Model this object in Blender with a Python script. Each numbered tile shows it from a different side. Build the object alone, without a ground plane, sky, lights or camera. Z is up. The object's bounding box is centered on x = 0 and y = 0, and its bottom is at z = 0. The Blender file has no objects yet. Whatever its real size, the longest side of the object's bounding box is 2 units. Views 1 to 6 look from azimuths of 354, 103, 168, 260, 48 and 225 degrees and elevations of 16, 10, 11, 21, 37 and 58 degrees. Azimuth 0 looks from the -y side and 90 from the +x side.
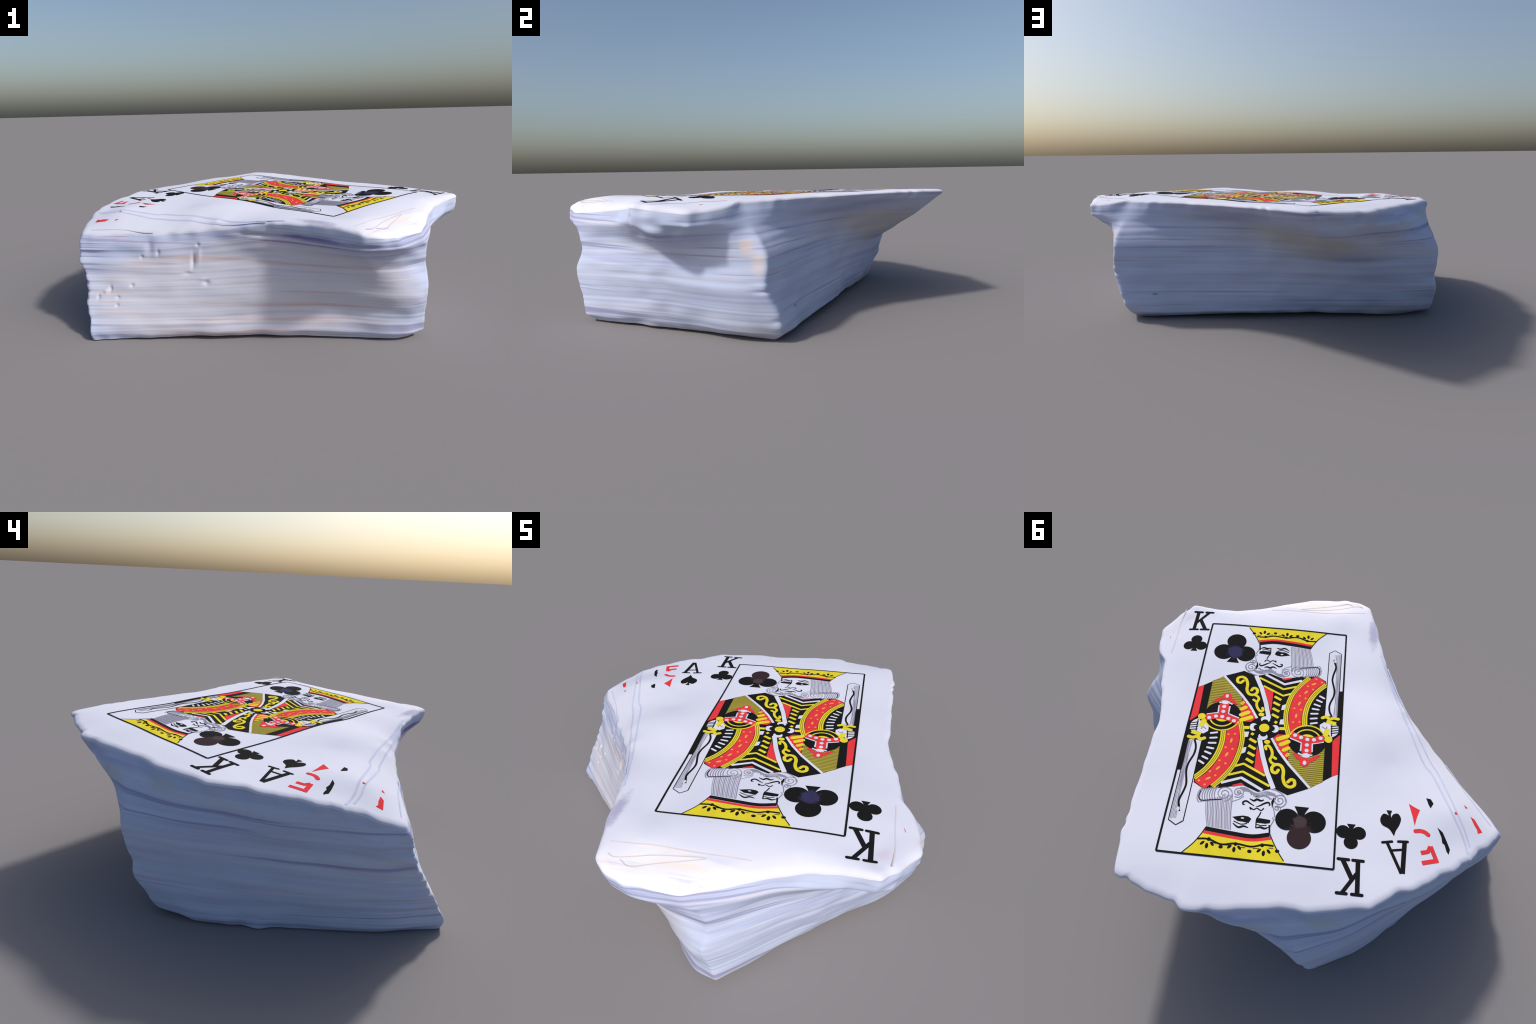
import bpy, math, random
import numpy as np
from mathutils import noise as mnoise

RNG = np.random.default_rng(7)

# ---------------------------------------------------------------- frame of the face-up card
CARD_CENTRE = np.array([0.104, 0.056])
CARD_RIGHT = np.array([-0.7945, -0.6074])      # card's own "right" when its far end is up
CARD_UP = np.array([0.6074, -0.7945])
CARD_HALF_W, CARD_HALF_H = 0.485, 0.790


def card_to_world(p):
    p = np.asarray(p, float)
    return CARD_CENTRE + p[..., :1] * CARD_RIGHT + p[..., 1:2] * CARD_UP


# ---------------------------------------------------------------- vertical ribs round the stack
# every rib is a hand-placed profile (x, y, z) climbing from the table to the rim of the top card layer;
# the ribs run anticlockwise round the deck, and the body is lofted through them.
FRONT = [  # worn front corner on the left, then the long front
    [(-.922, -.532, .000), (-.936, -.543, .03), (-.938, -.506, .10), (-.948, -.460, .17), (-.940, -.415, .24), (-.962, -.382, .29), (-.988, -.346, .35), (-.986, -.320, .43), (-.974, -.300, .466)],
    [(-.780, -.542, .003), (-.785, -.553, .03), (-.785, -.480, .20), (-.795, -.408, .35), (-.795, -.385, .43), (-.792, -.366, .470)],
    [(-.600, -.562, .008), (-.600, -.578, .03), (-.605, -.527, .20), (-.615, -.466, .35), (-.617, -.442, .44), (-.613, -.420, .476)],
    [(-.300, -.605, .012), (-.300, -.625, .035), (-.300, -.600, .20), (-.300, -.560, .35), (-.298, -.545, .45), (-.296, -.532, .512)],
    [(-.060, -.638, .014), (-.060, -.655, .04), (-.060, -.640, .14), (-.060, -.650, .25), (-.060, -.652, .36), (-.060, -.655, .43), (-.062, -.662, .49), (-.062, -.665, .562)],
]
FRONT_OVERHANG = [  # overhang of the fanned ends
    [(.130, -.670, .007), (.130, -.690, .04), (.130, -.664, .13), (.130, -.700, .24), (.130, -.728, .35), (.115, -.742, .42), (.090, -.760, .47), (.078, -.792, .52), (.080, -.792, .570)],
    [(.260, -.694, .006), (.260, -.718, .04), (.260, -.702, .13), (.260, -.738, .24), (.255, -.778, .35), (.225, -.798, .42), (.175, -.828, .47), (.153, -.858, .52), (.154, -.858, .574)],
    [(.380, -.722, .004), (.380, -.752, .04), (.380, -.750, .13), (.380, -.780, .24), (.375, -.818, .34), (.345, -.845, .40), (.285, -.898, .46), (.260, -.950, .505), (.263, -.956, .556)],
    [(.470, -.742, .004), (.470, -.778, .04), (.470, -.780, .13), (.470, -.808, .24), (.465, -.822, .34), (.438, -.850, .41), (.375, -.915, .465), (.352, -.962, .500), (.355, -.962, .543)],
    [(.552, -.748, .002), (.556, -.786, .04), (.555, -.785, .13), (.552, -.800, .24), (.550, -.795, .34), (.528, -.815, .42), (.475, -.885, .470), (.456, -.912, .495), (.450, -.904, .536)],
]
RIGHT_END = [  # near right corner and the right end with its hollow
    [(.622, -.690, .002), (.648, -.744, .04), (.640, -.758, .14), (.630, -.778, .25), (.632, -.750, .35), (.622, -.772, .45), (.597, -.808, .485), (.576, -.800, .526)],
    [(.642, -.600, .006), (.668, -.612, .04), (.684, -.630, .15), (.690, -.630, .30), (.676, -.634, .42), (.690, -.634, .490), (.680, -.618, .540)],
    [(.662, -.460, .010), (.692, -.465, .05), (.722, -.470, .15), (.740, -.472, .30), (.735, -.478, .42), (.770, -.488, .495), (.765, -.470, .555)],
    [(.688, -.310, .012), (.727, -.315, .05), (.768, -.322, .15), (.788, -.330, .28), (.800, -.337, .40), (.865, -.352, .480), (.898, -.348, .530), (.898, -.338, .573)],
    [(.700, -.240, .013), (.742, -.245, .05), (.785, -.250, .15), (.808, -.252, .28), (.822, -.254, .38), (.922, -.262, .460), (.982, -.294, .520), (.990, -.294, .584)],
    [(.715, -.160, .013), (.759, -.165, .05), (.803, -.172, .15), (.824, -.178, .26), (.815, -.180, .35), (.860, -.184, .40), (.945, -.186, .448), (.995, -.192, .500), (.996, -.202, .572)],
    [(.742, -.020, .012), (.792, -.022, .05), (.832, -.028, .16), (.848, -.032, .25), (.840, -.038, .33), (.850, -.042, .40), (.900, -.045, .450), (.965, -.045, .490), (1.004, -.045, .514), (.994, -.050, .556)],
    [(.755, .120, .008), (.822, .122, .05), (.862, .115, .16), (.878, .105, .25), (.868, .098, .34), (.868, .092, .42), (.880, .078, .470), (.902, .062, .515), (.890, .052, .566)],
]
FAR_RIGHT_CORNER = [
    [(.752, .226, .000), (.802, .266, .04), (.826, .264, .10), (.836, .252, .15), (.868, .214, .25), (.862, .222, .35), (.842, .195, .43), (.802, .135, .50), (.786, .104, .582)],
    [(.640, .270, .006), (.672, .300, .04), (.710, .286, .20), (.705, .272, .38), (.668, .215, .50), (.668, .212, .588)],
    [(.500, .308, .012), (.515, .332, .04), (.535, .328, .20), (.522, .310, .38), (.498, .280, .50), (.504, .310, .548), (.506, .355, .592)],
]
FAR_OVERHANG = [  # far side, under the overhanging end of the top card
    [(.330, .345, .018), (.335, .378, .045), (.345, .384, .25), (.340, .365, .40), (.340, .375, .50), (.368, .475, .553), (.380, .544, .597)],
    [(.150, .385, .020), (.155, .420, .045), (.165, .430, .25), (.160, .425, .36), (.165, .435, .45), (.202, .540, .532), (.238, .672, .572), (.247, .711, .600)],
    [(.000, .425, .022), (.000, .447, .045), (-.005, .478, .20), (-.005, .490, .31), (.004, .570, .40), (.045, .750, .490), (.112, .850, .562), (.146, .858, .600)],
    [(-.120, .455, .022), (-.120, .476, .045), (-.120, .522, .20), (-.120, .550, .31), (-.094, .695, .40), (-.036, .852, .490), (.018, .935, .562), (.042, .968, .596)],
    [(-.220, .480, .020), (-.220, .502, .045), (-.220, .560, .20), (-.220, .600, .30), (-.206, .742, .39), (-.148, .858, .475), (-.080, .905, .555), (-.050, .940, .588)],
    [(-.300, .500, .018), (-.300, .524, .045), (-.300, .590, .20), (-.300, .640, .30), (-.297, .748, .39), (-.255, .802, .465), (-.180, .884, .542), (-.150, .904, .577)],
    [(-.400, .518, .014), (-.400, .544, .045), (-.400, .618, .20), (-.402, .668, .31), (-.405, .725, .39), (-.375, .768, .460), (-.315, .838, .538), (-.293, .866, .575)],
    [(-.530, .550, .006), (-.530, .592, .045), (-.532, .642, .20), (-.535, .675, .33), (-.530, .708, .41), (-.492, .738, .47), (-.430, .776, .542), (-.390, .760, .574)],
]
FAR_LEFT_CORNER = [
    [(-.690, .500, .000), (-.724, .560, .03), (-.725, .605, .10), (-.708, .650, .17), (-.694, .668, .27), (-.690, .684, .36), (-.648, .680, .42), (-.582, .668, .48), (-.525, .648, .540), (-.487, .644, .570)],
    [(-.780, .425, .000), (-.795, .440, .03), (-.782, .476, .12), (-.766, .495, .25), (-.764, .508, .38), (-.722, .516, .46), (-.678, .530, .532), (-.638, .536, .568)],
]
LEFT_END = [  # near left side with the fanned indices
    [(-.822, .295, .000), (-.830, .300, .03), (-.825, .312, .20), (-.820, .330, .38), (-.802, .352, .47), (-.782, .376, .540), (-.774, .382, .566)],
    [(-.850, .160, .000), (-.860, .160, .035), (-.868, .155, .20), (-.882, .150, .38), (-.893, .145, .48), (-.884, .140, .556)],
    [(-.884, -.060, .000), (-.895, -.062, .035), (-.930, -.068, .20), (-.948, -.072, .36), (-.954, -.074, .46), (-.948, -.074, .534)],
    [(-.930, -.300, .000), (-.942, -.300, .03), (-.942, -.288, .11), (-.955, -.265, .20), (-.988, -.225, .35), (-.988, -.205, .43), (-.974, -.200, .492)],
]
RIBS = FRONT + FRONT_OVERHANG + RIGHT_END + FAR_RIGHT_CORNER + FAR_OVERHANG + FAR_LEFT_CORNER + LEFT_END
_right, _far = len(FRONT) + len(FRONT_OVERHANG), len(FRONT) + len(FRONT_OVERHANG) + len(RIGHT_END)
_end = _far + len(FAR_RIGHT_CORNER) + len(FAR_OVERHANG)
CORNERS = [  # rib, reach along the edge, crispness
    (0, .09, 1), (len(FRONT) + 1, .07, .7), (len(FRONT) + 2, .07, .6), (_right, .07, .8), (_right + 4, .06, .7), (_right + 6, .06, .5), (_far, .09, 1),
    (_far + len(FAR_RIGHT_CORNER) + 3, .08, 1), (_end, .09, .9), (_end + 2, .05, .6)]
N_AROUND = 1320
N_CARDS = 46
STEPS = 5
N_UP = N_CARDS * STEPS + 1


def pchip(z, v, q):
    """monotone cubic through (z, v), evaluated at q"""
    z, v = np.asarray(z, float), np.asarray(v, float)
    h, d = np.diff(z), np.diff(v) / np.diff(z)
    m = np.zeros(len(z))
    for i in range(1, len(z) - 1):
        if d[i - 1] * d[i] > 0:
            w1, w2 = 2 * h[i] + h[i - 1], h[i] + 2 * h[i - 1]
            m[i] = (w1 + w2) / (w1 / d[i - 1] + w2 / d[i])
    m[0], m[-1] = d[0], d[-1]
    i = np.clip(np.searchsorted(z, q, side="right") - 1, 0, len(h) - 1)
    s = (q - z[i]) / h[i]
    return ((2 * s**3 - 3 * s**2 + 1) * v[i] + (s**3 - 2 * s**2 + s) * h[i] * m[i]
            + (-2 * s**3 + 3 * s**2) * v[i + 1] + (s**3 - s**2) * h[i] * m[i + 1])


def blur_round(a, sigma):
    """gaussian blur along axis 1, closed loop"""
    n = a.shape[1]
    f = np.fft.rfftfreq(n)
    g = np.exp(-2 * (np.pi * f * sigma) ** 2)
    return np.fft.irfft(np.fft.rfft(a, axis=1) * g[None, :, None], n, axis=1)


def smooth_noise(rows, cols, row_scale, col_scale, rng):
    """band-limited noise, about unit variance, rows open / columns closed"""
    a = rng.standard_normal((rows * 2, cols))
    fr, fc = np.fft.fftfreq(rows * 2)[:, None], np.fft.rfftfreq(cols)[None]
    g = np.exp(-2 * (np.pi * fr * row_scale) ** 2) * np.exp(-2 * (np.pi * fc * col_scale) ** 2)
    b = np.fft.irfft2(np.fft.rfft2(a) * g, s=a.shape)[:rows]
    return b / b.std()


def loft():
    t = np.linspace(0, 1, N_UP)
    ribs = np.zeros((N_UP, len(RIBS), 3))
    for k, rib in enumerate(RIBS):
        r = np.array(rib, float)
        z = r[0, 2] + t * (r[-1, 2] - r[0, 2])
        ribs[:, k, 0] = pchip(r[:, 2], r[:, 0], z)
        ribs[:, k, 1] = pchip(r[:, 2], r[:, 1], z)
        ribs[:, k, 2] = z
    # spread the samples along the mean outline so that they are evenly spaced
    mean = ribs[int(N_UP * .85)]
    gap = np.linalg.norm(np.roll(mean, -1, 0) - mean, axis=1)
    at = np.concatenate([[0], np.cumsum(gap)])
    u = np.linspace(0, at[-1], N_AROUND, endpoint=False)
    i = np.searchsorted(at, u, side="right") - 1
    s = ((u - at[i]) / gap[i])[None, :, None]
    nxt = np.roll(ribs, -1, 1)
    P = ribs[:, i] * (1 - s) + nxt[:, i] * s
    step = at[-1] / N_AROUND
    crisp, soft = blur_round(P, .012 / step), blur_round(P, .045 / step)
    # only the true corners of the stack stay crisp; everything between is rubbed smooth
    keep = np.zeros(N_AROUND)
    for k, width, strength in CORNERS:
        gone = np.abs(u - at[k])
        gone = np.minimum(gone, at[-1] - gone)
        keep = np.maximum(keep, strength * np.exp(-(gone / width) ** 2))
    keep = keep[None, :, None]
    P = crisp * keep + soft * (1 - keep)
    return P, at[-1] / N_AROUND


WALL, DU = loft()
RIM = WALL[-1]

# ---------------------------------------------------------------- height of the face-up surface
GUIDES = [  # (x, y, z) spot heights on the top
    (.783, -.244, .608), (.220, -.684, .586), (-.576, .362, .587), (-.010, .790, .608), (.103, .065, .598),
    (-.780, .175, .574), (-.666, .066, .576), (-.789, -.193, .564), (-.293, -.470, .564), (-.860, -.060, .557), (-.800, -.240, .545),
    (.160, -.800, .591), (.460, -.600, .596), (.720, -.400, .602), (.930, -.270, .600), (.700, .000, .609), (.420, .400, .610),
    (.020, .910, .609), (-.240, .720, .600), (-.500, .510, .591), (-.700, .370, .583), (-.300, -.090, .588), (-.030, -.400, .583),
    (-.500, -.330, .562), (.850, -.050, .599), (-.650, -.290, .552), (.33, -.78, .589), (.60, -.62, .582), (.40, -.86, .566), (-.45, -.20, .574), (-.60, -.08, .573),
    (-.62, -.365, .522), (-.80, -.305, .516), (-.42, -.435, .548), (-.30, -.500, .553),
    (.2, .5, .604), (.1, .3, .600), (.4, .1, .602), (.5, -.2, .602), (.3, -.3, .596), (-.2, .3, .595), (-.3, .5, .596),
]
RIM_ROUND, RIM_DROP = 0.030, 0.013


SOFT_DROP, SOFT_ROUND = .016, .075


def soft_end(p):
    """1 along the rubbed end of the fan, whose rim is rounded off more softly"""
    return np.clip((p[:, 0] - .15) / .25, 0, 1) * np.clip(-p[:, 1] / .15, 0, 1)


def _phi(r2):
    return 0.5 * r2 * np.log(r2 + 1e-12)


def _fit_top():
    ring = RIM[::12] + [0, 0, RIM_DROP]
    ring[:, 2] += soft_end(ring) * SOFT_DROP
    pts = np.vstack([ring, np.array(GUIDES)])
    n = len(pts)
    A = np.zeros((n + 3, n + 3))
    d2 = ((pts[:, None, :2] - pts[None, :, :2]) ** 2).sum(-1)
    A[:n, :n] = _phi(d2) + np.eye(n) * 2e-4
    A[:n, n], A[:n, n + 1:n + 3] = 1, pts[:, :2]
    A[n:, :n] = A[:n, n:].T
    return pts[:, :2], np.linalg.solve(A, np.concatenate([pts[:, 2], np.zeros(3)]))


TOP_NODES, TOP_W = _fit_top()


FAN_EDGES = [((-.888, .125), (-.40, -.40)), ((-.915, .010), (-.35, -.46)), ((-.938, -.070), (-.293, -.506))]


def beyond(xy, edge):
    """distance past a card edge seen in plan, positive on its outer side"""
    p, q = np.array(edge[0]), np.array(edge[1])
    d = (q - p) / np.linalg.norm(q - p)
    return (xy[:, 1] - p[1]) * d[0] * -1 + (xy[:, 0] - p[0]) * d[1]


def top_height(xy):
    xy = np.asarray(xy, float).reshape(-1, 2)
    out = np.empty(len(xy))
    for a in range(0, len(xy), 20000):
        q = xy[a:a + 20000]
        d2 = ((q[:, None] - TOP_NODES[None]) ** 2).sum(-1)
        n = len(TOP_NODES)
        out[a:a + 20000] = _phi(d2) @ TOP_W[:n] + TOP_W[n] + q @ TOP_W[n + 1:]
    return out

# ---------------------------------------------------------------- relief of the stacked card edges
# pits, scars, notches (+) and knobs (-): place, radius along the edge, radius in height, depth
SCARS = [
    # scars on the long front
    ((-.424, -.535, .370), .009, .048, .016), ((-.448, -.530, .312), .022, .007, .009), ((-.395, -.540, .400), .010, .060, -.006),
    ((-.360, -.550, .268), .016, .012, .014), ((-.375, -.550, .285), .020, .010, -.005), ((-.595, -.490, .407), .005, .016, .012),
    ((-.640, -.475, .430), .020, .030, .008), ((-.680, -.463, .383), .006, .006, .010), ((-.402, -.540, .448), .006, .010, .012),
    ((-.714, -.455, .239), .007, .006, .012), ((-.822, -.425, .215), .008, .022, .014), ((-.845, -.425, .200), .012, .012, -.008), ((-.878, -.415, .165), .007, .022, .012),
    ((-.784, -.440, .172), .006, .006, .010), ((-.784, -.440, .125), .007, .007, .010), ((-.580, -.490, .260), .060, .090, .004),
    # left end
    ((-.878, .200, .450), .004, .045, .006), ((-.870, .250, .480), .010, .020, .005), ((-.962, -.204, .434), .012, .006, .008),
    # notches between the corners of the fanned cards
    ((-.008, .948, .575), .016, .030, .016), ((-.215, .876, .560), .024, .030, .020), ((-.090, .915, .570), .018, .020, -.004), ((-.340, .830, .550), .025, .030, .014),
    ((-.830, .250, .550), .040, .030, .014), ((-.893, .075, .540), .025, .022, .008), ((-.928, -.030, .530), .016, .020, .006), ((-.955, -.140, .505), .030, .020, .010),
    ((-.772, .375, .555), .022, .014, -.008), ((-.878, .140, .545), .018, .014, -.006), ((-.912, .015, .535), .014, .012, -.006), ((-.942, -.075, .525), .014, .014, -.006),
    # gashes on the far right corner
    ((.872, .215, .235), .045, .008, .012), ((.876, .200, .262), .050, .010, -.006), ((.830, .270, .105), .030, .012, .010), ((.800, .275, .070), .05, .02, -.006),
    # knobs on the drooping corner of the right end, folds under the overhangs
    ((.920, -.230, .500), .035, .020, .010), ((.960, -.130, .500), .030, .022, .012), ((.990, -.060, .500), .02, .02, -.006),
    ((.13, -.82, .525), .07, .009, .030), ((.03, -.74, .520), .08, .009, .026), ((-.12, -.63, .510), .08, .009, .020), ((.29, -.95, .505), .05, .009, .020), ((.40, -.93, .500), .03, .012, .008),
    ((-.330, .640, .340), .16, .020, .008), ((-.560, .740, .470), .03, .015, .012), ((-.480, .770, .510), .025, .015, .010), ((-.640, .690, .420), .02, .02, .010),
    ((-.700, .655, .220), .05, .03, .012),
]


def relief():
    T = np.roll(WALL, -1, 1) - np.roll(WALL, 1, 1)
    out = np.stack([T[..., 1], -T[..., 0]], -1)
    out /= np.maximum(np.linalg.norm(out, axis=-1, keepdims=True), 1e-9)
    t = np.linspace(0, 1, N_UP)[:, None]
    fade = np.clip(t / .05, 0, 1) * np.clip((1 - t) / .06, 0, 1)
    rng = np.random.default_rng(11)
    strata = smooth_noise(N_UP, N_AROUND, 1.4, 70, rng) * .0002 + smooth_noise(N_UP, N_AROUND, 4.5, 120, rng) * .0008
    strata += np.abs(smooth_noise(N_UP, N_AROUND, 2.6, 160, rng)) * -.0004
    worn = np.exp(-((WALL[..., 0] + .96) ** 2 + (WALL[..., 1] + .38) ** 2) / .09 ** 2)      # ridged front corner
    strata *= 1 + 3.5 * worn
    lumps = smooth_noise(N_UP, N_AROUND, 11, 12, rng) * .0026 + smooth_noise(N_UP, N_AROUND, 28, 40, rng) * .0030
    dented = np.exp(-((WALL[..., 0] - .92) ** 2 / .02 + (WALL[..., 1] + .18) ** 2 / .05 + (WALL[..., 2] - .49) ** 2 / .004))
    lumps += dented * smooth_noise(N_UP, N_AROUND, 7, 7, rng) * .006
    d = (strata + lumps) * fade
    # fine ripple along the rim
    ripple = smooth_noise(2, N_AROUND, .1, 5, rng)[:1] * .0026
    d += ripple * np.clip((t - .90) / .08, 0, 1)
    d += smooth_noise(2, N_AROUND, .1, 7, rng)[:1] * .003 * np.clip((.07 - t) / .07, 0, 1)
    for c, r, rz, depth in SCARS:
        depth, r, rz = depth * (.55 if min(r, rz) < .013 else 1), max(r, .009), max(rz, .009)
        c = np.array(c)
        near = np.linalg.norm(WALL - c, axis=-1)
        k = np.unravel_index(near.argmin(), near.shape)
        c = WALL[k]
        g = np.exp(-(((WALL[..., :2] - c[:2]) ** 2).sum(-1) / r**2 + (WALL[..., 2] - c[2]) ** 2 / rz**2))
        d -= depth * g
    return d, out


D, OUT = relief()
WALL[..., :2] += D[..., None] * OUT
WALL[0, :, 2] += np.maximum(smooth_noise(2, N_AROUND, .1, 9, np.random.default_rng(5))[0], -.8) * .0014 + .0008
WALL[..., 2] = np.maximum(WALL[..., 2], 0)
RIM = WALL[-1]

# ---------------------------------------------------------------- materials
def new_material(name, rough=0.55):
    m = bpy.data.materials.new(name)
    m.use_nodes = True
    nt = m.node_tree
    b = nt.nodes["Principled BSDF"]
    b.inputs["Roughness"].default_value = rough
    b.inputs["Specular IOR Level"].default_value = 0.06
    return m, nt, b


def node(nt, kind, **kw):
    n = nt.nodes.new(kind)
    for k, v in kw.items():
        setattr(n, k, v)
    return n


def mapped_noise(nt, coord, scale3, scale, detail=3.0, rough=.5, loc=(0, 0, 0)):
    mp = node(nt, "ShaderNodeMapping")
    mp.inputs["Scale"].default_value = scale3
    mp.inputs["Location"].default_value = loc
    nt.links.new(coord, mp.inputs["Vector"])
    nz = node(nt, "ShaderNodeTexNoise")
    nz.inputs["Scale"].default_value = scale
    nz.inputs["Detail"].default_value = detail
    nz.inputs["Roughness"].default_value = rough
    nt.links.new(mp.outputs[0], nz.inputs["Vector"])
    return nz.outputs["Fac"]


def ramp(nt, fac, stops, interp="LINEAR"):
    r = node(nt, "ShaderNodeValToRGB")
    r.color_ramp.interpolation = interp
    e = r.color_ramp.elements
    while len(e) < len(stops):
        e.new(0.5)
    for el, (p, c) in zip(e, stops):
        el.position = p
        el.color = (*c, 1) if len(c) == 3 else c
    nt.links.new(fac, r.inputs[0])
    return r.outputs[0]


def mix(nt, fac, a, b, blend="MIX"):
    m = node(nt, "ShaderNodeMix", data_type="RGBA", blend_type=blend)
    for sock, v in ((m.inputs["Factor"], fac), (m.inputs["A"], a), (m.inputs["B"], b)):
        if isinstance(v, bpy.types.NodeSocket):
            nt.links.new(v, sock)
        elif isinstance(v, tuple):
            sock.default_value = (*v, 1)
        else:
            sock.default_value = v
    return m.outputs["Result"]


def math_node(nt, op, a, b=None, clamp=False):
    m = node(nt, "ShaderNodeMath", operation=op, use_clamp=clamp)
    for i, v in enumerate((a, b)):
        if v is None:
            continue
        if isinstance(v, bpy.types.NodeSocket):
            nt.links.new(v, m.inputs[i])
        else:
            m.inputs[i].default_value = v
    return m.outputs[0]


def blob(nt, coord, centre, radii, turn=0.0, soft=0.5, ragged=0.35, scale=9.0):
    """0..1 mask of an ellipsoid with a ragged border, in object space"""
    mp = node(nt, "ShaderNodeMapping", vector_type="TEXTURE")
    mp.inputs["Location"].default_value = centre
    mp.inputs["Rotation"].default_value = (0, 0, turn)
    mp.inputs["Scale"].default_value = radii
    nt.links.new(coord, mp.inputs["Vector"])
    ln = node(nt, "ShaderNodeVectorMath", operation="LENGTH")
    nt.links.new(mp.outputs[0], ln.inputs[0])
    nz = mapped_noise(nt, coord, (1, 1, 1), scale, 4, .6)
    d = math_node(nt, "ADD", ln.outputs["Value"], math_node(nt, "MULTIPLY", math_node(nt, "SUBTRACT", nz, .5), ragged * 2))
    mr = node(nt, "ShaderNodeMapRange", interpolation_type="SMOOTHSTEP")
    mr.inputs["From Min"].default_value = 1.0
    mr.inputs["From Max"].default_value = 1.0 - soft
    nt.links.new(d, mr.inputs["Value"])
    return mr.outputs[0]


PAPER = (.68, .69, .79)
CREAM, LAVENDER, VIOLET, BEIGE, ASH = (.80, .73, .69), (.50, .52, .74), (.20, .17, .36), (.66, .59, .54), (.40, .42, .47)


def stained(nt, co, c, stains):
    for centre, radii, turn, tone, strength, ragged, scale in stains:
        k = math_node(nt, "MULTIPLY", blob(nt, co, centre, radii, turn, .7, ragged, scale), strength)
        c = mix(nt, k, c, tone)
    return c


def streaks(nt, co, stretch, scale, lo, hi, loc=(0, 0, 0)):
    mr = node(nt, "ShaderNodeMapRange", interpolation_type="SMOOTHSTEP")
    mr.inputs["From Min"].default_value, mr.inputs["From Max"].default_value = lo, hi
    nt.links.new(mapped_noise(nt, co, stretch, scale, 4, .6, loc), mr.inputs["Value"])
    return mr.outputs[0]


def paper_material():
    m, nt, b = new_material("card_paper", .85)
    co = node(nt, "ShaderNodeTexCoord").outputs["Object"]
    c = ramp(nt, mapped_noise(nt, co, (1, 1, 1), 3.0, 3), [(.3, (.62, .635, .75)), (.7, PAPER)])
    # rubbed end of the fanned cards: cream and lavender smears along the card edge
    rubbed = blob(nt, co, (.50, -.80, .54), (.36, .15, .2), .66, .6, .2, 5)
    c = mix(nt, math_node(nt, "MULTIPLY", rubbed, .8), c, (.80, .79, .84))
    along = node(nt, "ShaderNodeMapping")
    along.inputs["Rotation"].default_value = (0, 0, -.66)
    nt.links.new(co, along.inputs["Vector"])
    for lo, hi, loc, tone, s in ((.52, .66, (0, 0, 0), CREAM, .9), (.52, .64, (5, 3, 1), LAVENDER, .7)):
        k = streaks(nt, along.outputs[0], (1.2, 12, 12), 2.0, lo, hi, loc)
        c = mix(nt, math_node(nt, "MULTIPLY", math_node(nt, "MULTIPLY", rubbed, k), s), c, tone)
    c = stained(nt, co, c, [
        ((.12, -.79, .56), (.16, .035, .1), -.93, VIOLET, .5, .5, 30),
        ((-.16, -.60, .54), (.16, .03, .1), -.66, LAVENDER, .6, .5, 30),
        ((.93, -.20, .56), (.05, .05, .1), 0, (.60, .47, .60), .4, .6, 30),
    ])
    nt.links.new(c, b.inputs["Base Color"])
    return m


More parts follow.
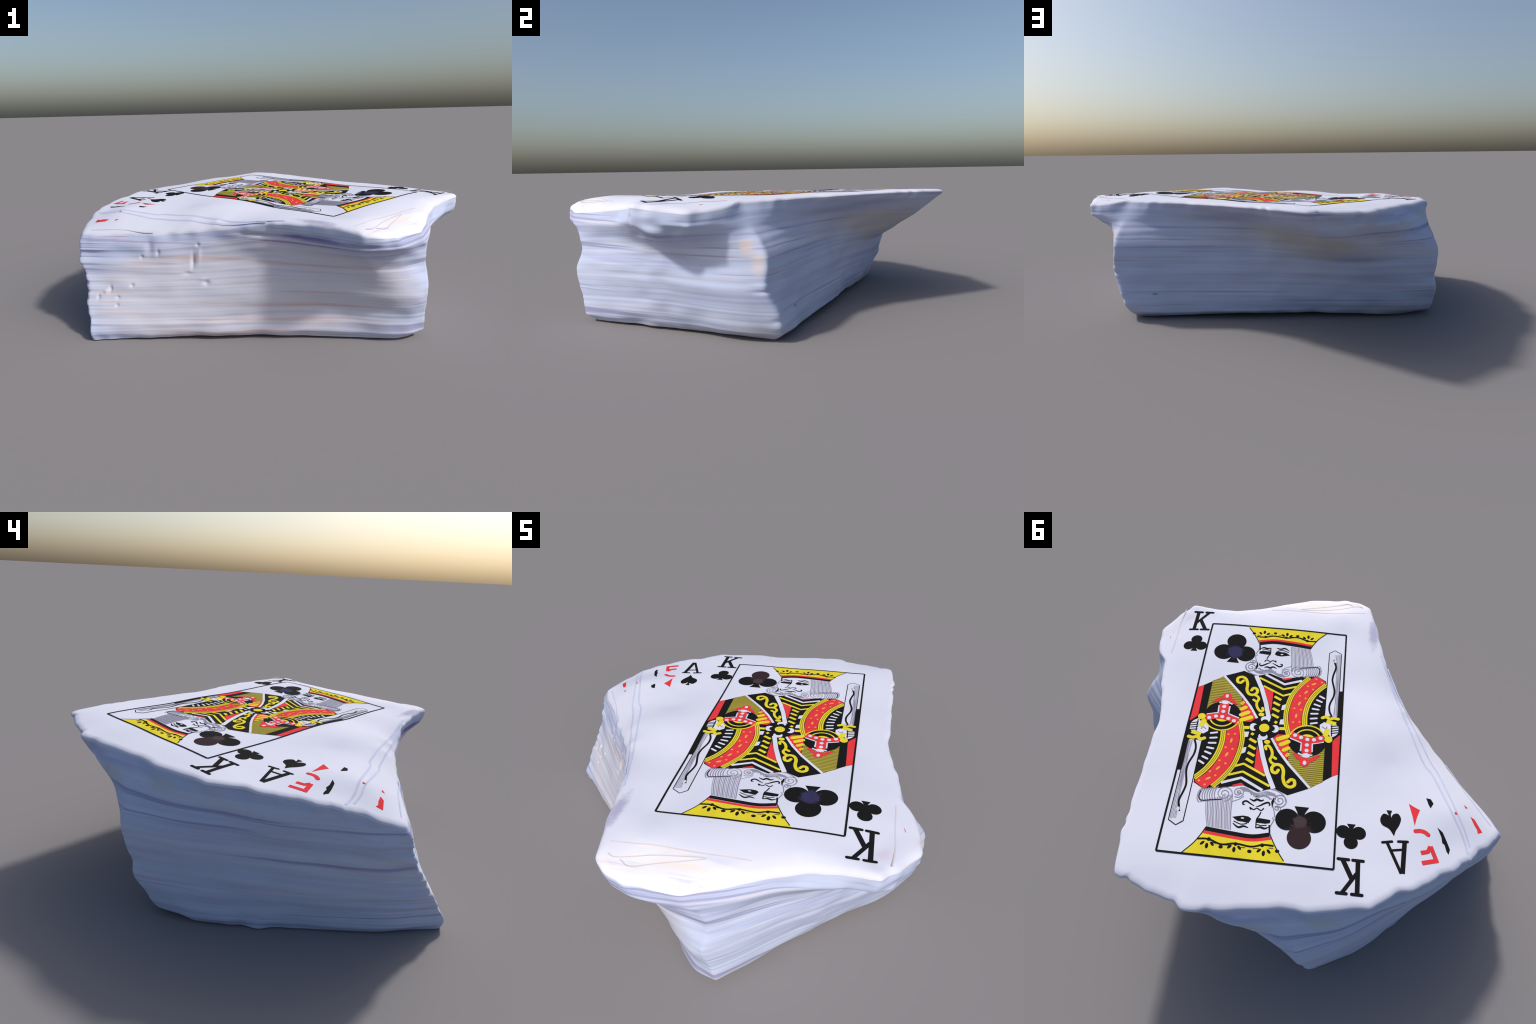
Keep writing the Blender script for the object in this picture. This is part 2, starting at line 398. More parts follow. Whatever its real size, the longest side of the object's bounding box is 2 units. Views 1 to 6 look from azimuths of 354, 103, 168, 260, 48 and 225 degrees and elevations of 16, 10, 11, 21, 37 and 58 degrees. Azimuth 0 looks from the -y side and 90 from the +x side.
def edge_material():
    """bundled card edges: soft horizontal strata, warm and lavender smears"""
    m, nt, b = new_material("card_edge", .85)
    co = node(nt, "ShaderNodeTexCoord").outputs["Object"]
    c = ramp(nt, mapped_noise(nt, co, (.35, .35, 10), 2.2, 3, .55),
             [(.32, (.41, .45, .64)), (.46, (.465, .525, .695)), (.60, (.505, .565, .73)), (.74, (.57, .61, .74))])
    c = mix(nt, math_node(nt, "MULTIPLY", streaks(nt, co, (.30, .30, 26), 1.6, .57, .66, (2, 7, 1)), .85), c, (.30, .31, .48))
    c = mix(nt, math_node(nt, "MULTIPLY", streaks(nt, co, (.5, .5, 34), 1.7, .58, .68, (9, 2, 4)), .5), c, (.50, .43, .53))
    c = mix(nt, math_node(nt, "MULTIPLY", streaks(nt, co, (.4, .4, 16), 1.7, .55, .70, (4, 4, 8)), .45), c, (.66, .66, .74))
    # long front tinted warmer: the scan's baked lighting painted into the edge colour
    warm = blob(nt, co, (-.18, -.66, .22), (.95, .19, .36), -.27, .35, .15, 4)
    c = mix(nt, math_node(nt, "MULTIPLY", warm, .75), c, mix(nt, .75, c, (.65, .62, .65)))
    c = mix(nt, math_node(nt, "MULTIPLY", math_node(nt, "MULTIPLY", warm, streaks(nt, co, (.45, .45, 30), 1.7, .54, .66, (1, 1, 3))), .85), c, (.56, .44, .43))
    c = stained(nt, co, c, [
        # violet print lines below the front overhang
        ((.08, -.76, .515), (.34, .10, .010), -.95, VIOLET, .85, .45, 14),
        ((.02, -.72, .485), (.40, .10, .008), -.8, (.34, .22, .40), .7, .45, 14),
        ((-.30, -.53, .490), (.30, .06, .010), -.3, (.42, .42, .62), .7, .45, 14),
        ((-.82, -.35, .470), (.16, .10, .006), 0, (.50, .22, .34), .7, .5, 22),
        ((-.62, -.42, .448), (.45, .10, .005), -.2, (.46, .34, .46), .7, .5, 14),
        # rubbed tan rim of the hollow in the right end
        ((.862, .135, .425), (.035, .045, .05), .2, (.68, .57, .53), .75, .5, 16),
        ((.872, .180, .350), (.03, .045, .06), .2, (.67, .58, .55), .7, .5, 16),
        ((.715, -.40, .460), (.05, .05, .05), .2, (.56, .55, .58), .7, .4, 20),
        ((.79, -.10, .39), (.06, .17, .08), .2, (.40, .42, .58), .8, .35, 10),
        ((.78, -.11, .345), (.05, .07, .02), .2, (.62, .64, .68), .6, .7, 40),
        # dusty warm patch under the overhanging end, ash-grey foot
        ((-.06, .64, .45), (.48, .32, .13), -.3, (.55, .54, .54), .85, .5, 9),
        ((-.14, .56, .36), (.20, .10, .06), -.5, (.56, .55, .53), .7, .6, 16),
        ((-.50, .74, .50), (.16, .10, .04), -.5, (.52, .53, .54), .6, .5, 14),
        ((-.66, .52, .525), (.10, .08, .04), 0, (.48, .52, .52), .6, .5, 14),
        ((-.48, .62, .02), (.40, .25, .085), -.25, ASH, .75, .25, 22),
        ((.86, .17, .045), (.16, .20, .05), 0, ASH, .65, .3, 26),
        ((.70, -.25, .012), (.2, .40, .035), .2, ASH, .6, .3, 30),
        ((.885, .24, .085), (.035, .035, .04), 0, (.74, .66, .62), .8, .5, 20),
        ((.665, .295, .134), (.022, .03, .008), 0, (.22, .20, .30), .8, .4, 30),
        ((.44, -.77, .31), (.10, .06, .03), -.2, (.62, .52, .49), .7, .5, 14),
    ])
    info = node(nt, "ShaderNodeObjectInfo")
    tint = ramp(nt, info.outputs["Random"], [(0, (.93, .92, .97)), (.3, (.97, .98, 1)), (.6, (1, 1, 1)), (.85, (1, .985, .975)), (1, (.95, .94, .98))])
    c = mix(nt, .6, c, tint, "MULTIPLY")
    nt.links.new(c, b.inputs["Base Color"])
    return m


PAPER_MAT = paper_material()
EDGE_MAT = edge_material()

# ---------------------------------------------------------------- one closed surface, then cut into cards
N_RINGS = 130
HUB = np.array([.06, .0])


def whole_surface():
    nw = N_UP * N_AROUND
    verts = [WALL.reshape(-1, 3)]
    # face-up side: rings from the rim to the hub
    s = 1 - (np.linspace(0, 1, N_RINGS + 1)[1:-1]) ** 1.25
    xy = HUB + s[:, None, None] * (RIM[None, :, :2] - HUB)
    d = (1 - s)[:, None] * np.linalg.norm(RIM[:, :2] - HUB, axis=1)[None]
    h = top_height(xy.reshape(-1, 2)).reshape(d.shape)
    k = np.clip(1 - d / RIM_ROUND, 0, 1)
    h -= RIM_DROP * (1 - np.sqrt(1 - k**2))
    h -= soft_end(RIM)[None] * SOFT_DROP * np.clip(1 - d / SOFT_ROUND, 0, 1) ** 2
    rings = np.concatenate([xy, h[..., None]], -1)
    verts.append(rings.reshape(-1, 3))
    hub_z = top_height(HUB[None])[0]
    verts.append(np.array([[*HUB, hub_z], [*HUB, 0.002]]))
    V = np.vstack(verts)
    i = np.arange(N_AROUND)
    j = (i + 1) % N_AROUND
    faces, owner = [], []
    for r in range(N_UP - 1):
        a = r * N_AROUND
        faces.append(np.stack([a + i, a + j, a + N_AROUND + j, a + N_AROUND + i], 1))
        owner.append(np.full(N_AROUND, r // STEPS))
    cap_rows = [(N_UP - 1) * N_AROUND] + [nw + k * N_AROUND for k in range(len(s))]
    for a, b in zip(cap_rows[:-1], cap_rows[1:]):
        faces.append(np.stack([a + i, a + j, b + j, b + i], 1))
        owner.append(np.full(N_AROUND, -1))
    last, top_hub, low_hub = cap_rows[-1], len(V) - 2, len(V) - 1
    faces.append(np.stack([last + i, last + j, np.full_like(i, top_hub), np.full_like(i, -1)], 1))
    owner.append(np.full(N_AROUND, -1))
    faces.append(np.stack([j, i, np.full_like(i, low_hub), np.full_like(i, -1)], 1))
    owner.append(np.full(N_AROUND, 0))
    return V, np.vstack(faces), np.concatenate(owner)


def vertex_normals(V, F):
    N = np.zeros_like(V)
    tri = F[:, 3] < 0
    d1 = V[F[:, 2]] - V[F[:, 0]]
    d2 = np.where(tri[:, None], V[F[:, 2]] - V[F[:, 1]], V[F[:, 3]] - V[F[:, 1]])
    n = np.cross(d1, d2)
    for c in range(4):
        ok = F[:, c] >= 0
        for ax in range(3):
            N[:, ax] += np.bincount(F[ok, c], n[ok, ax], minlength=len(V))
    return N / np.maximum(np.linalg.norm(N, axis=1, keepdims=True), 1e-12)


def mesh_from(name, V, F, normals=None, mats=(), mat_index=None):
    me = bpy.data.meshes.new(name)
    loops = F[F >= 0]
    count = (F >= 0).sum(1)
    me.vertices.add(len(V))
    me.vertices.foreach_set("co", np.asarray(V, np.float32).ravel())
    me.loops.add(len(loops))
    me.loops.foreach_set("vertex_index", loops.astype(np.int32))
    me.polygons.add(len(F))
    me.polygons.foreach_set("loop_start", np.concatenate([[0], np.cumsum(count)[:-1]]).astype(np.int32))
    for m in mats:
        me.materials.append(m)
    if mat_index is not None:
        me.polygons.foreach_set("material_index", np.asarray(mat_index, np.int32))
    me.update(calc_edges=True)
    me.validate()
    me.polygons.foreach_set("use_smooth", np.ones(len(me.polygons), bool))
    if normals is not None:
        me.normals_split_custom_set_from_vertices(normals.tolist())
    return me


def add_object(name, mesh, parent):
    o = bpy.data.objects.new(name, mesh)
    bpy.context.scene.collection.objects.link(o)
    o.parent = parent
    return o


deck = bpy.data.objects.new("deck_of_cards", None)
bpy.context.scene.collection.objects.link(deck)
deck["label"] = "fanned stack of white playing cards, king on top"
deck["category"] = "playing cards"

V, F, OWNER = whole_surface()
NORM = vertex_normals(V, F)

# split the face-up side along the edges of the uppermost cards (lines in plan, left of the king)
centroid = V[F[:, :3]].mean(1)
rel = centroid[:, :2] - CARD_CENTRE
cx, cy = rel @ CARD_RIGHT, rel @ CARD_UP


top = OWNER < 0
king = top & (np.abs(cx) < CARD_HALF_W) & (np.abs(cy) < CARD_HALF_H)
OWNER[top] = 100
for k, edge in enumerate(FAN_EDGES):
    OWNER[top & (beyond(centroid[:, :2], edge) > 0) & (cx > CARD_HALF_W)] = 101 + k
OWNER[top & ~king & (cx < CARD_HALF_W) & (cy > 0)] = 104
OWNER[top & ~king & (cx < CARD_HALF_W) & (cy <= 0)] = 105
OWNER[king] = 99
CARD_NAMES = {99: "king_card", 100: "ace_card", 101: "five_card"}
top_cards = {}
for region in range(N_CARDS):
    # a card in the stack: its edge strip plus the two faces it shares with its neighbours
    f = F[OWNER == region]
    ids, inv = np.unique(f[f >= 0], return_inverse=True)
    g = np.full_like(f, -1)
    g[f >= 0] = inv
    v, n = V[ids], NORM[ids]
    # close the slab: its lower and upper face meet the neighbouring cards inside the stack
    i = np.arange(N_AROUND)
    j = (i + 1) % N_AROUND
    for row, up in ((region * STEPS, False), ((region + 1) * STEPS, True)):
        if row == 0:
            continue
        loop = np.searchsorted(ids, row * N_AROUND + i)
        hub = np.full(N_AROUND, len(v))
        v = np.vstack([v, [[*HUB, .5 * row / (N_UP - 1)]]])
        n = np.vstack([n, [[0, 0, 1.0 if up else -1.0]]])
        fan = (loop[i], loop[j]) if up else (loop[j], loop[i])
        g = np.vstack([g, np.stack([fan[0], fan[1], hub, np.full(N_AROUND, -1)], 1)])
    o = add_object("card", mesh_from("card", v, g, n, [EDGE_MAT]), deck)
for region in (99, 100, 101, 102, 103, 104, 105):
    f = F[OWNER == region]
    if not len(f):
        continue
    ids, inv = np.unique(f[f >= 0], return_inverse=True)
    g = np.full_like(f, -1)
    g[f >= 0] = inv
    name = CARD_NAMES.get(region, "card")
    top_cards[region] = add_object(name, mesh_from(name, V[ids], g, NORM[ids], [PAPER_MAT]), deck)

# ---------------------------------------------------------------- printing inks
def ink(name, colour, blemish=None):
    m, nt, b = new_material(name, .9)
    co = node(nt, "ShaderNodeTexCoord").outputs["Object"]
    dark = tuple(c * .9 for c in colour)
    c = ramp(nt, mapped_noise(nt, co, (1, 1, 1), 14, 3), [(.35, dark), (.65, colour)])
    if blemish:
        for centre, radii, tone, scale in blemish:
            c = mix(nt, blob(nt, co, centre, radii, 0, .35, .55, scale), c, tone)
    nt.links.new(c, b.inputs["Base Color"])
    return m


def on_card(x, y, z=.6):
    return (*card_to_world(np.array([x, y]) / 1000.0), z)


BLACK = ink("black_ink", (.011, .011, .012))
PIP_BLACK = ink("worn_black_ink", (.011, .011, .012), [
    (on_card(-208, 462), (.048, .048, .05), (.036, .034, .090), 60),
    (on_card(212, -530), (.075, .075, .05), (.036, .022, .026), 90),
    (on_card(208, -462), (.035, .035, .05), (.060, .042, .045), 90)])
RED = ink("red_ink", (.74, .045, .055))
YELLOW = ink("yellow_ink", (.74, .62, .035))
OLIVE = ink("olive_ink", (.20, .165, .03))
PALE_OLIVE = ink("pale_olive_ink", (.45, .385, .06))
ORANGE = ink("orange_ink", (.82, .36, .08))
GREY = ink("grey_ink", (.27, .26, .35))
WHITE = ink("white_ink", (.67, .68, .78))
BLUE_LINE = ink("blue_edge_ink", (.55, .59, .76))
TAN_LINE = ink("tan_edge_ink", (.67, .61, .60))


# ---------------------------------------------------------------- flat shapes laid on the card
class Print:
    """collects inked shapes (card coordinates, thousandths) that follow the surface of the card"""

    def __init__(self, turn=False):
        self.turn, self.v, self.f, self.m, self.mats = turn, [], [], [], []

    def _add(self, pts, faces, mat, layer):
        pts = np.asarray(pts, float) / 1000.0
        if self.turn:
            pts = -pts
        xy = card_to_world(pts)
        z = top_height(xy) + .0006 + .00022 * layer
        base = sum(len(a) for a in self.v)
        self.v.append(np.column_stack([xy, z]))
        if mat not in self.mats:
            self.mats.append(mat)
        k = self.mats.index(mat)
        for f in faces:
            self.f.append([i + base for i in f] + [-1] * (4 - len(f)))
            self.m.append(k)

    def fill(self, pts, mat, layer=0, cell=24):
        """filled outline with inner points so that it can bend with the card"""
        pts = np.asarray(pts, float)
        loop = []
        for a, b in zip(pts, np.roll(pts, -1, 0)):
            n = max(1, int(np.ceil(np.linalg.norm(b - a) / cell)))
            loop += [a + (b - a) * k / n for k in range(n)]
        loop = np.array(loop)
        lo, hi = loop.min(0), loop.max(0)
        gx, gy = np.meshgrid(np.arange(lo[0] + cell / 2, hi[0], cell), np.arange(lo[1] + cell / 2, hi[1], cell))
        grid = np.column_stack([gx.ravel(), gy.ravel()])
        if len(grid):
            x, y = grid[:, :1], grid[:, 1:]
            a, b = loop, np.roll(loop, -1, 0)
            cross = ((a[:, 1] > y) != (b[:, 1] > y)) & (x < (b[:, 0] - a[:, 0]) * (y - a[:, 1]) / (b[:, 1] - a[:, 1] + 1e-9) + a[:, 0])
            far = np.sqrt(((grid[:, None] - loop[None]) ** 2).sum(-1)).min(1) > cell * .35
            grid = grid[(cross.sum(1) % 2 == 1) & far]
        allp = np.vstack([loop, grid]) if len(grid) else loop
        n = len(loop)
        from mathutils.geometry import delaunay_2d_cdt
        out = delaunay_2d_cdt([tuple(p) for p in allp], [(i, (i + 1) % n) for i in range(n)], [], 1, 1e-4)
        v2 = np.array([tuple(v) for v in out[0]])
        faces = []
        for f in out[2]:
            f = list(f)
            a, b, c = v2[f[0]], v2[f[1]], v2[f[2]]
            if (b[0] - a[0]) * (c[1] - a[1]) - (b[1] - a[1]) * (c[0] - a[0]) < 0:
                f.reverse()
            faces.append(f)
        self._add(v2, faces, mat, layer)

    def stroke(self, pts, width, mat, layer=1, smooth=False, taper=False, cap=True):
        """a pen line; width may taper to both ends"""
        p = np.asarray(pts, float)
        if smooth:
            p = spline(p)
        q = [p[0]]
        for a, b in zip(p[:-1], p[1:]):
            n = max(1, int(np.ceil(np.linalg.norm(b - a) / 22)))
            q += [a + (b - a) * k / n for k in range(1, n + 1)]
        p = np.array(q)
        d = np.gradient(p, axis=0)
        d /= np.maximum(np.linalg.norm(d, axis=1, keepdims=True), 1e-9)
        nrm = np.column_stack([-d[:, 1], d[:, 0]])
        w = np.full(len(p), width / 2.0)
        if taper:
            w *= .25 + .75 * np.sin(np.linspace(.12, np.pi - .12, len(p)))
        left, right = p + nrm * w[:, None], p - nrm * w[:, None]
        n = len(p)
        faces = [[i, n + i, n + i + 1, i + 1] for i in range(n - 1)]
        self._add(np.vstack([left, right]), faces, mat, layer)
        if cap and width > 9 and not taper:
            for c in (p[0], p[-1]):
                self.disc(c, width / 2 * .98, mat, layer + .35)

    def disc(self, c, r, mat, layer=1, squash=1.0, turn=0.0):
        a = np.linspace(0, 2 * np.pi, 28, endpoint=False)
        rx, ry = r, r * squash
        x, y = rx * np.cos(a), ry * np.sin(a)
        ca, sa = math.cos(turn), math.sin(turn)
        ring = np.column_stack([c[0] + x * ca - y * sa, c[1] + x * sa + y * ca])
        mid = (ring + np.array(c)) / 2
        n = len(a)
        faces = [[i, (i + 1) % n, n + (i + 1) % n, n + i] for i in range(n)]
        faces += [[n + i, n + (i + 1) % n, 2 * n] for i in range(n)]
        self._add(np.vstack([ring, mid, [c]]), faces, mat, layer)

    def arc(self, c, r, a0, a1, width, mat, layer=1, squash=1.0):
        a = np.radians(np.linspace(a0, a1, 24))
        self.stroke(np.column_stack([c[0] + r * np.cos(a), c[1] + r * squash * np.sin(a)]), width, mat, layer, cap=False)

    def spiral(self, c, r, turns, start, width, mat, layer=1):
        k = np.linspace(0, 1, int(26 * turns))
        a = math.radians(start) + 2 * math.pi * turns * k
        rr = r * (1 - .88 * np.abs(k))
        self.stroke(np.column_stack([c[0] + rr * np.cos(a), c[1] + rr * np.sin(a)]), width, mat, layer, cap=False)

    def done(self, name, parent):
        v, f = np.vstack(self.v), np.array(self.f)
        o = add_object(name, mesh_from(name, v, f, None, self.mats, self.m), parent)
        return o


def spline(p, per=8):
    p = np.asarray(p, float)
    e = np.vstack([2 * p[0] - p[1], p, 2 * p[-1] - p[-2]])
    out = []
    for i in range(1, len(e) - 2):
        a, b, c, d = e[i - 1], e[i], e[i + 1], e[i + 2]
        for t in np.linspace(0, 1, per, endpoint=False):
            out.append(.5 * (2 * b + (c - a) * t + (2 * a - 5 * b + 4 * c - d) * t**2 + (3 * b - a - 3 * c + d) * t**3))
    out.append(e[-2])
    return np.array(out)


def club(pr, c, s, mat, layer=2, lean=0.0):
    """three leaves and a stem; c is the middle, s the leaf radius"""
    for k, (x, y) in enumerate(((0, 1.28), (-1.12, -.28), (1.12, -.28))):
        pr.disc((c[0] + x * s, c[1] + y * s), s, mat, layer + .2 * k)
    pr.fill([(c[0] - .45 * s, c[1] + .5 * s), (c[0] + .45 * s, c[1] + .5 * s), (c[0] + .3 * s, c[1] - .5 * s), (c[0] - .3 * s, c[1] - .5 * s)], mat, layer + .7)
    stem = [(c[0] + x * s, c[1] + y * s) for x, y in ((-.16, .1), (.16, .1), (.22, -.6), (.36, -1.1), (.62, -1.58), (-.62, -1.58), (-.36, -1.1), (-.22, -.6))]
    pr.fill(stem, mat, layer + .9)


def letter_k(pr, x, y, w, h, mat):
    """slab-serif capital; x, y is its lower left corner"""
    def at(a, b):
        return (x + a * w, y + b * h)
    t = .155 * w
    pr.stroke([at(.24, .03), at(.24, .97)], t * 1.15, mat, 1, cap=False)
    pr.stroke([at(.28, .40), at(.80, .95)], t * .95, mat, 1.3, cap=False)
    pr.stroke([at(.44, .58), at(.82, .05)], t * 1.2, mat, 1.6, cap=False)
    for a0, a1, b in ((.06, .44, .965), (.64, 1.0, .965), (.04, .44, .035), (.60, 1.0, .035)):
        pr.stroke([at(a0, b), at(a1, b)], t * .8, mat, 2.0)


# ---------------------------------------------------------------- the king
FRAME_W, FRAME_H = 357, 653
king_parent = top_cards[99]
frame = Print()
corners = [(-FRAME_W, -FRAME_H), (FRAME_W, -FRAME_H), (FRAME_W, FRAME_H), (-FRAME_W, FRAME_H)]
for k, (a, b) in enumerate(zip(corners, corners[1:] + corners[:1])):
    frame.stroke([a, b], 8, BLACK, 6 + .3 * k, cap=False)
frame.done("frame_line", king_parent)

SHOULDER = [(-356, 211), (-326, 228), (-241, 292), (-227, 301), (-143, 342), (-83, 316), (-53, 324), (-14, 340), (52, 314), (100, 324), (152, 338), (223, 350), (270, 321), (277, 259), (354, 267)]
robe = Print()
robe.fill([(-FRAME_W + 1, SHOULDER[0][1])] + SHOULDER[1:-1] + [(FRAME_W - 1, SHOULDER[-1][1])] + [(FRAME_W - 1, -SHOULDER[0][1])] + [(-a, -b) for a, b in SHOULDER[1:-1]] + [(-FRAME_W + 1, -SHOULDER[-1][1])], BLACK, 0)
robe.done("robe", king_parent)

flower = Print()
flower.disc((0, 0), 24, YELLOW, 9)
for a in range(4):
    ang = math.pi / 2 * a
    cx0, cy0 = 50 * math.cos(ang), 50 * math.sin(ang)
    flower.disc((cx0, cy0), 22, WHITE, 6 + a * .2, .85, ang + math.pi / 2)
    flower.disc((36 * math.cos(ang), 36 * math.sin(ang)), 15, BLACK, 7.5 + a * .2, .9, ang + math.pi / 2)
flower.done("flower_ornament", king_parent)

for turn in (False, True):
    # big club and index in the corner
    p = Print(turn)
    club(p, (-209, 470), 50, PIP_BLACK)
    p.done("club_symbol", king_parent)
    p = Print(turn)
    club(p, (-421, 492), 29, BLACK)
    p.done("club_symbol", king_parent)
    p = Print(turn)
    letter_k(p, -478, 600, 105, 150, BLACK)
    p.done("index_letter", king_parent)

    # crown
    p = Print(turn)
    TOPLEFT, TOPRIGHT = (-166, FRAME_H - 2), (252, FRAME_H - 2)
    low = spline([(-95, 544), (-17, 565), (77, 562), (185, 552)])
    p.fill([TOPRIGHT, TOPLEFT, (-131, 605), (-107, 565)] + [tuple(a) for a in low] + [(192, 564), (215, 604)], YELLOW, 1)
    p.stroke(spline([(-96, 549), (-17, 565), (77, 561), (184, 551)]), 13, RED, 2, cap=False)
    p.stroke(spline([(-88, 533), (-15, 549), (79, 544), (178, 535)]), 18, BLACK, 3, cap=False)
    p.stroke([(-157, 641), (-131, 605), (-107, 565), (-86, 524)], 4, BLACK, 4, smooth=True)
    p.stroke([(254, 650), (215, 604), (192, 564), (176, 528)], 4, BLACK, 4, smooth=True)
    p.stroke([(-110, 581), (-66, 581), (-20, 594), (46, 588), (102, 598), (157, 581), (204, 584)], 8, BLACK, 3, smooth=True)
    for c in ((-64, 583), (44, 590), (155, 581)):
        p.disc(c, 8, BLACK, 4)
    for c in ((-73, 617), (47, 614), (159, 610)):
        p.disc(c, 12, BLACK, 3, .55, math.pi / 2)
        for s in (-1, 1):
            p.disc((c[0] + s * 20, c[1] - 10), 11, BLACK, 3, .5, math.pi / 2 - s * .75)
    for c in ((-16, 615), (102, 609), (-127, 602)):
        p.disc(c, 9, BLACK, 3, .8)
    for a, b in (((-110, 591), (-91, 592)), ((-52, 598), (-28, 602)), ((2, 602), (21, 602)), ((66, 599), (85, 599)), ((123, 597), (142, 593))):
        p.stroke([a, b], 3, BLACK, 3)
    p.done("crown", king_parent)

    # face
    p = Print(turn)
    p.stroke([(-80, 500), (-64, 508), (-45, 504), (-27, 510)], 9, BLACK, 1, True, True)
    p.stroke([(3, 512), (24, 507), (45, 514), (70, 498)], 9, BLACK, 1, True, True)
    p.fill([(-83, 481), (-64, 486), (-27, 485), (-25, 465), (-38, 463), (-61, 465), (-84, 467)], BLACK, 1)
    p.stroke([(-71, 492), (-49, 496), (-30, 493)], 4, BLACK, 1, True)
    p.fill([(-4, 470), (5, 491), (29, 487), (52, 486), (76, 470), (54, 464), (32, 459), (9, 461)], BLACK, 1)
    p.disc((33, 471), 7, WHITE, 2, .5)
    p.stroke([(10, 493), (37, 499), (68, 488)], 4, BLACK, 1.5, True)
    p.stroke([(-28, 509), (-26, 472), (-34, 453), (-40, 434)], 5, BLACK, 1.6, True)
    p.stroke([(-50, 415), (-39, 427), (-21, 418), (-8, 426), (9, 418), (3, 428)], 5, BLACK, 1, True)
    p.stroke([(-16, 412), (-33, 404), (-48, 393), (-65, 386), (-73, 395), (-69, 402)], 8, BLACK, 1.2, True, True)
    p.stroke([(-8, 409), (11, 398), (28, 389), (41, 395), (40, 406), (31, 405)], 8, BLACK, 1.4, True, True)
    p.stroke([(-46, 375), (-33, 381), (-16, 376), (-3, 384), (16, 376)], 10, BLACK, 1, True, True)
    p.stroke([(-26, 365), (-15, 363), (-5, 366)], 5, BLACK, 1, True, True)
    p.done("face", king_parent)

    # hair and beard drawn in fine lines
    p = Print(turn)
    a0, a1, b0, b1 = np.array((75, 530)), np.array((174, 524)), np.array((92, 363)), np.array((201, 400))
    for k in np.linspace(0, 1, 17):
        s, e = a0 + (a1 - a0) * k, b0 + (b1 - b0) * k
        p.stroke([s, (s + e) / 2 + [3, 0], e], 2.8 if int(k * 16) % 3 else 4.6, GREY, 1, cap=False)
    p.spiral((128, 363), 38, 2.2, 100, 4, GREY, 1.5)
    p.spiral((69, 350), 26, 2.0, 60, 4, GREY, 1.5)
    p.spiral((-112, 371), 34, 2.1, 60, 4.5, GREY, 1.5)
    p.spiral((-106, 410), 16, 1.5, 120, 4, GREY, 1.5)
    p.stroke([(-139, 375), (-128, 346), (-98, 326), (-66, 319)], 4.5, GREY, 1.6, True)
    c0, c1 = np.array((154, 365)), np.array((225, 383))
    for k in np.linspace(0, 1, 8):
        c = c0 + (c1 - c0) * k
        p.arc(c, 16, -80, 85, 4.5, GREY, 1.2, 2.1)
    p.stroke([(134, 392), (174, 399), (219, 406), (234, 390), (231, 360)], 4.5, BLACK, 1.8, True)
    p.stroke([(-86, 524), (-86, 499), (-98, 464), (-97, 434), (-80, 382)], 4.5, GREY, 1, True)
    p.stroke([(-87, 524), (-82, 490)], 7, BLACK, 1.2, cap=False)
    p.disc((-99, 457), 9, GREY, 1.3, .7)
    p.disc((-99, 457), 6, WHITE, 1.6, .7)
    p.fill([(-84, 411), (-77, 382), (-85, 360), (-96, 362), (-88, 384)], BLACK, 1.3)
    chin = spline([(-94, 344), (-59, 337), (-15, 350), (28, 329), (55, 329)])
    for k, (x, y) in enumerate(chin[::1]):
        p.stroke([(x - 9, y + 14), (x + 10, y - 5)], 3, GREY, 1 + (k % 3) * .2, cap=False)
    for k in range(60):
        u, w = (k * .618) % 1, (k * .377) % 1
        q = chin[int(u * (len(chin) - 1))]
        p.stroke([(q[0] + 18 * w, q[1] + 4 + 26 * w), (q[0] + 18 * w + 6, q[1] + 27 * w)], 2.4, GREY, 1.7, cap=False)
    p.stroke([(42, 366), (58, 382), (88, 398)], 3, GREY, 1.1, True)
    p.done("hair_and_beard", king_parent)

    # collar, chevrons and bands of the robe
    p = Print(turn)
    p.stroke([(-33, 330), (67, 277), (151, 311)], 13, WHITE, 1, cap=False)
    p.stroke([(-60, 306), (65, 245), (127, 269)], 11, YELLOW, 1, cap=False)
    p.stroke([(-35, 256), (67, 204), (105, 221)], 11, YELLOW, 1, cap=False)
    p.fill([(50, 311), (97, 326), (100, 317), (63, 302)], RED, 1)
    p.fill([(-33, 245), (17, 224), (19, 167), (20, 98), (-5, 170)], RED, 1)
    p.stroke([(-235, 296), (-132, 186), (-81, 120), (-41, 53)], 12, WHITE, 2, cap=False)
    p.stroke([(-79, 317), (-42, 239), (-11, 152), (15, 57)], 21, WHITE, 2, cap=False)
    for a, b in (((26, 195), (61, 176)), ((25, 159), (58, 142)), ((25, 122), (59, 104)), ((26, 85), (60, 67)), ((44, 43), (56, 36))):
        p.stroke([a, b], 14, YELLOW, 1, cap=False)
    p.fill([(69, 143), (85, 153), (86, 120), (67, 114)], WHITE, 1)
    p.fill([(69, 57), (86, 62), (91, 31), (67, 28)], WHITE, 1)
    p.stroke([(-100, -7), (-70, -5)], 17, YELLOW, 1, cap=False)
    p.done("robe_band", king_parent)

    # scroll
    p = Print(turn)
    p.stroke([(-138, 277), (-150, 263), (-165, 268), (-167, 290), (-148, 301), (-127, 290), (-115, 260), (-113, 223), (-100, 198), (-78, 193), (-61, 209), (-65, 231), (-81, 236), (-90, 221)], 15, YELLOW, 3, True)
    p.stroke([(-74, 195), (-55, 185), (-47, 168), (-57, 155), (-72, 163)], 13, YELLOW, 4, True)
    p.stroke([(-47, 168), (-54, 145), (-49, 120), (-33, 98), (-19, 102), (-23, 117)], 13, YELLOW, 5, True)
    p.disc((-23, 77), 14, YELLOW, 6, .8)
    p.done("scroll_ornament", king_parent)

    # hatched panel
    p = Print(turn)
    panel = [(-289, 259), (-239, 291), (-127, 176), (-126, 123), (-126, 71), (-287, 59)]
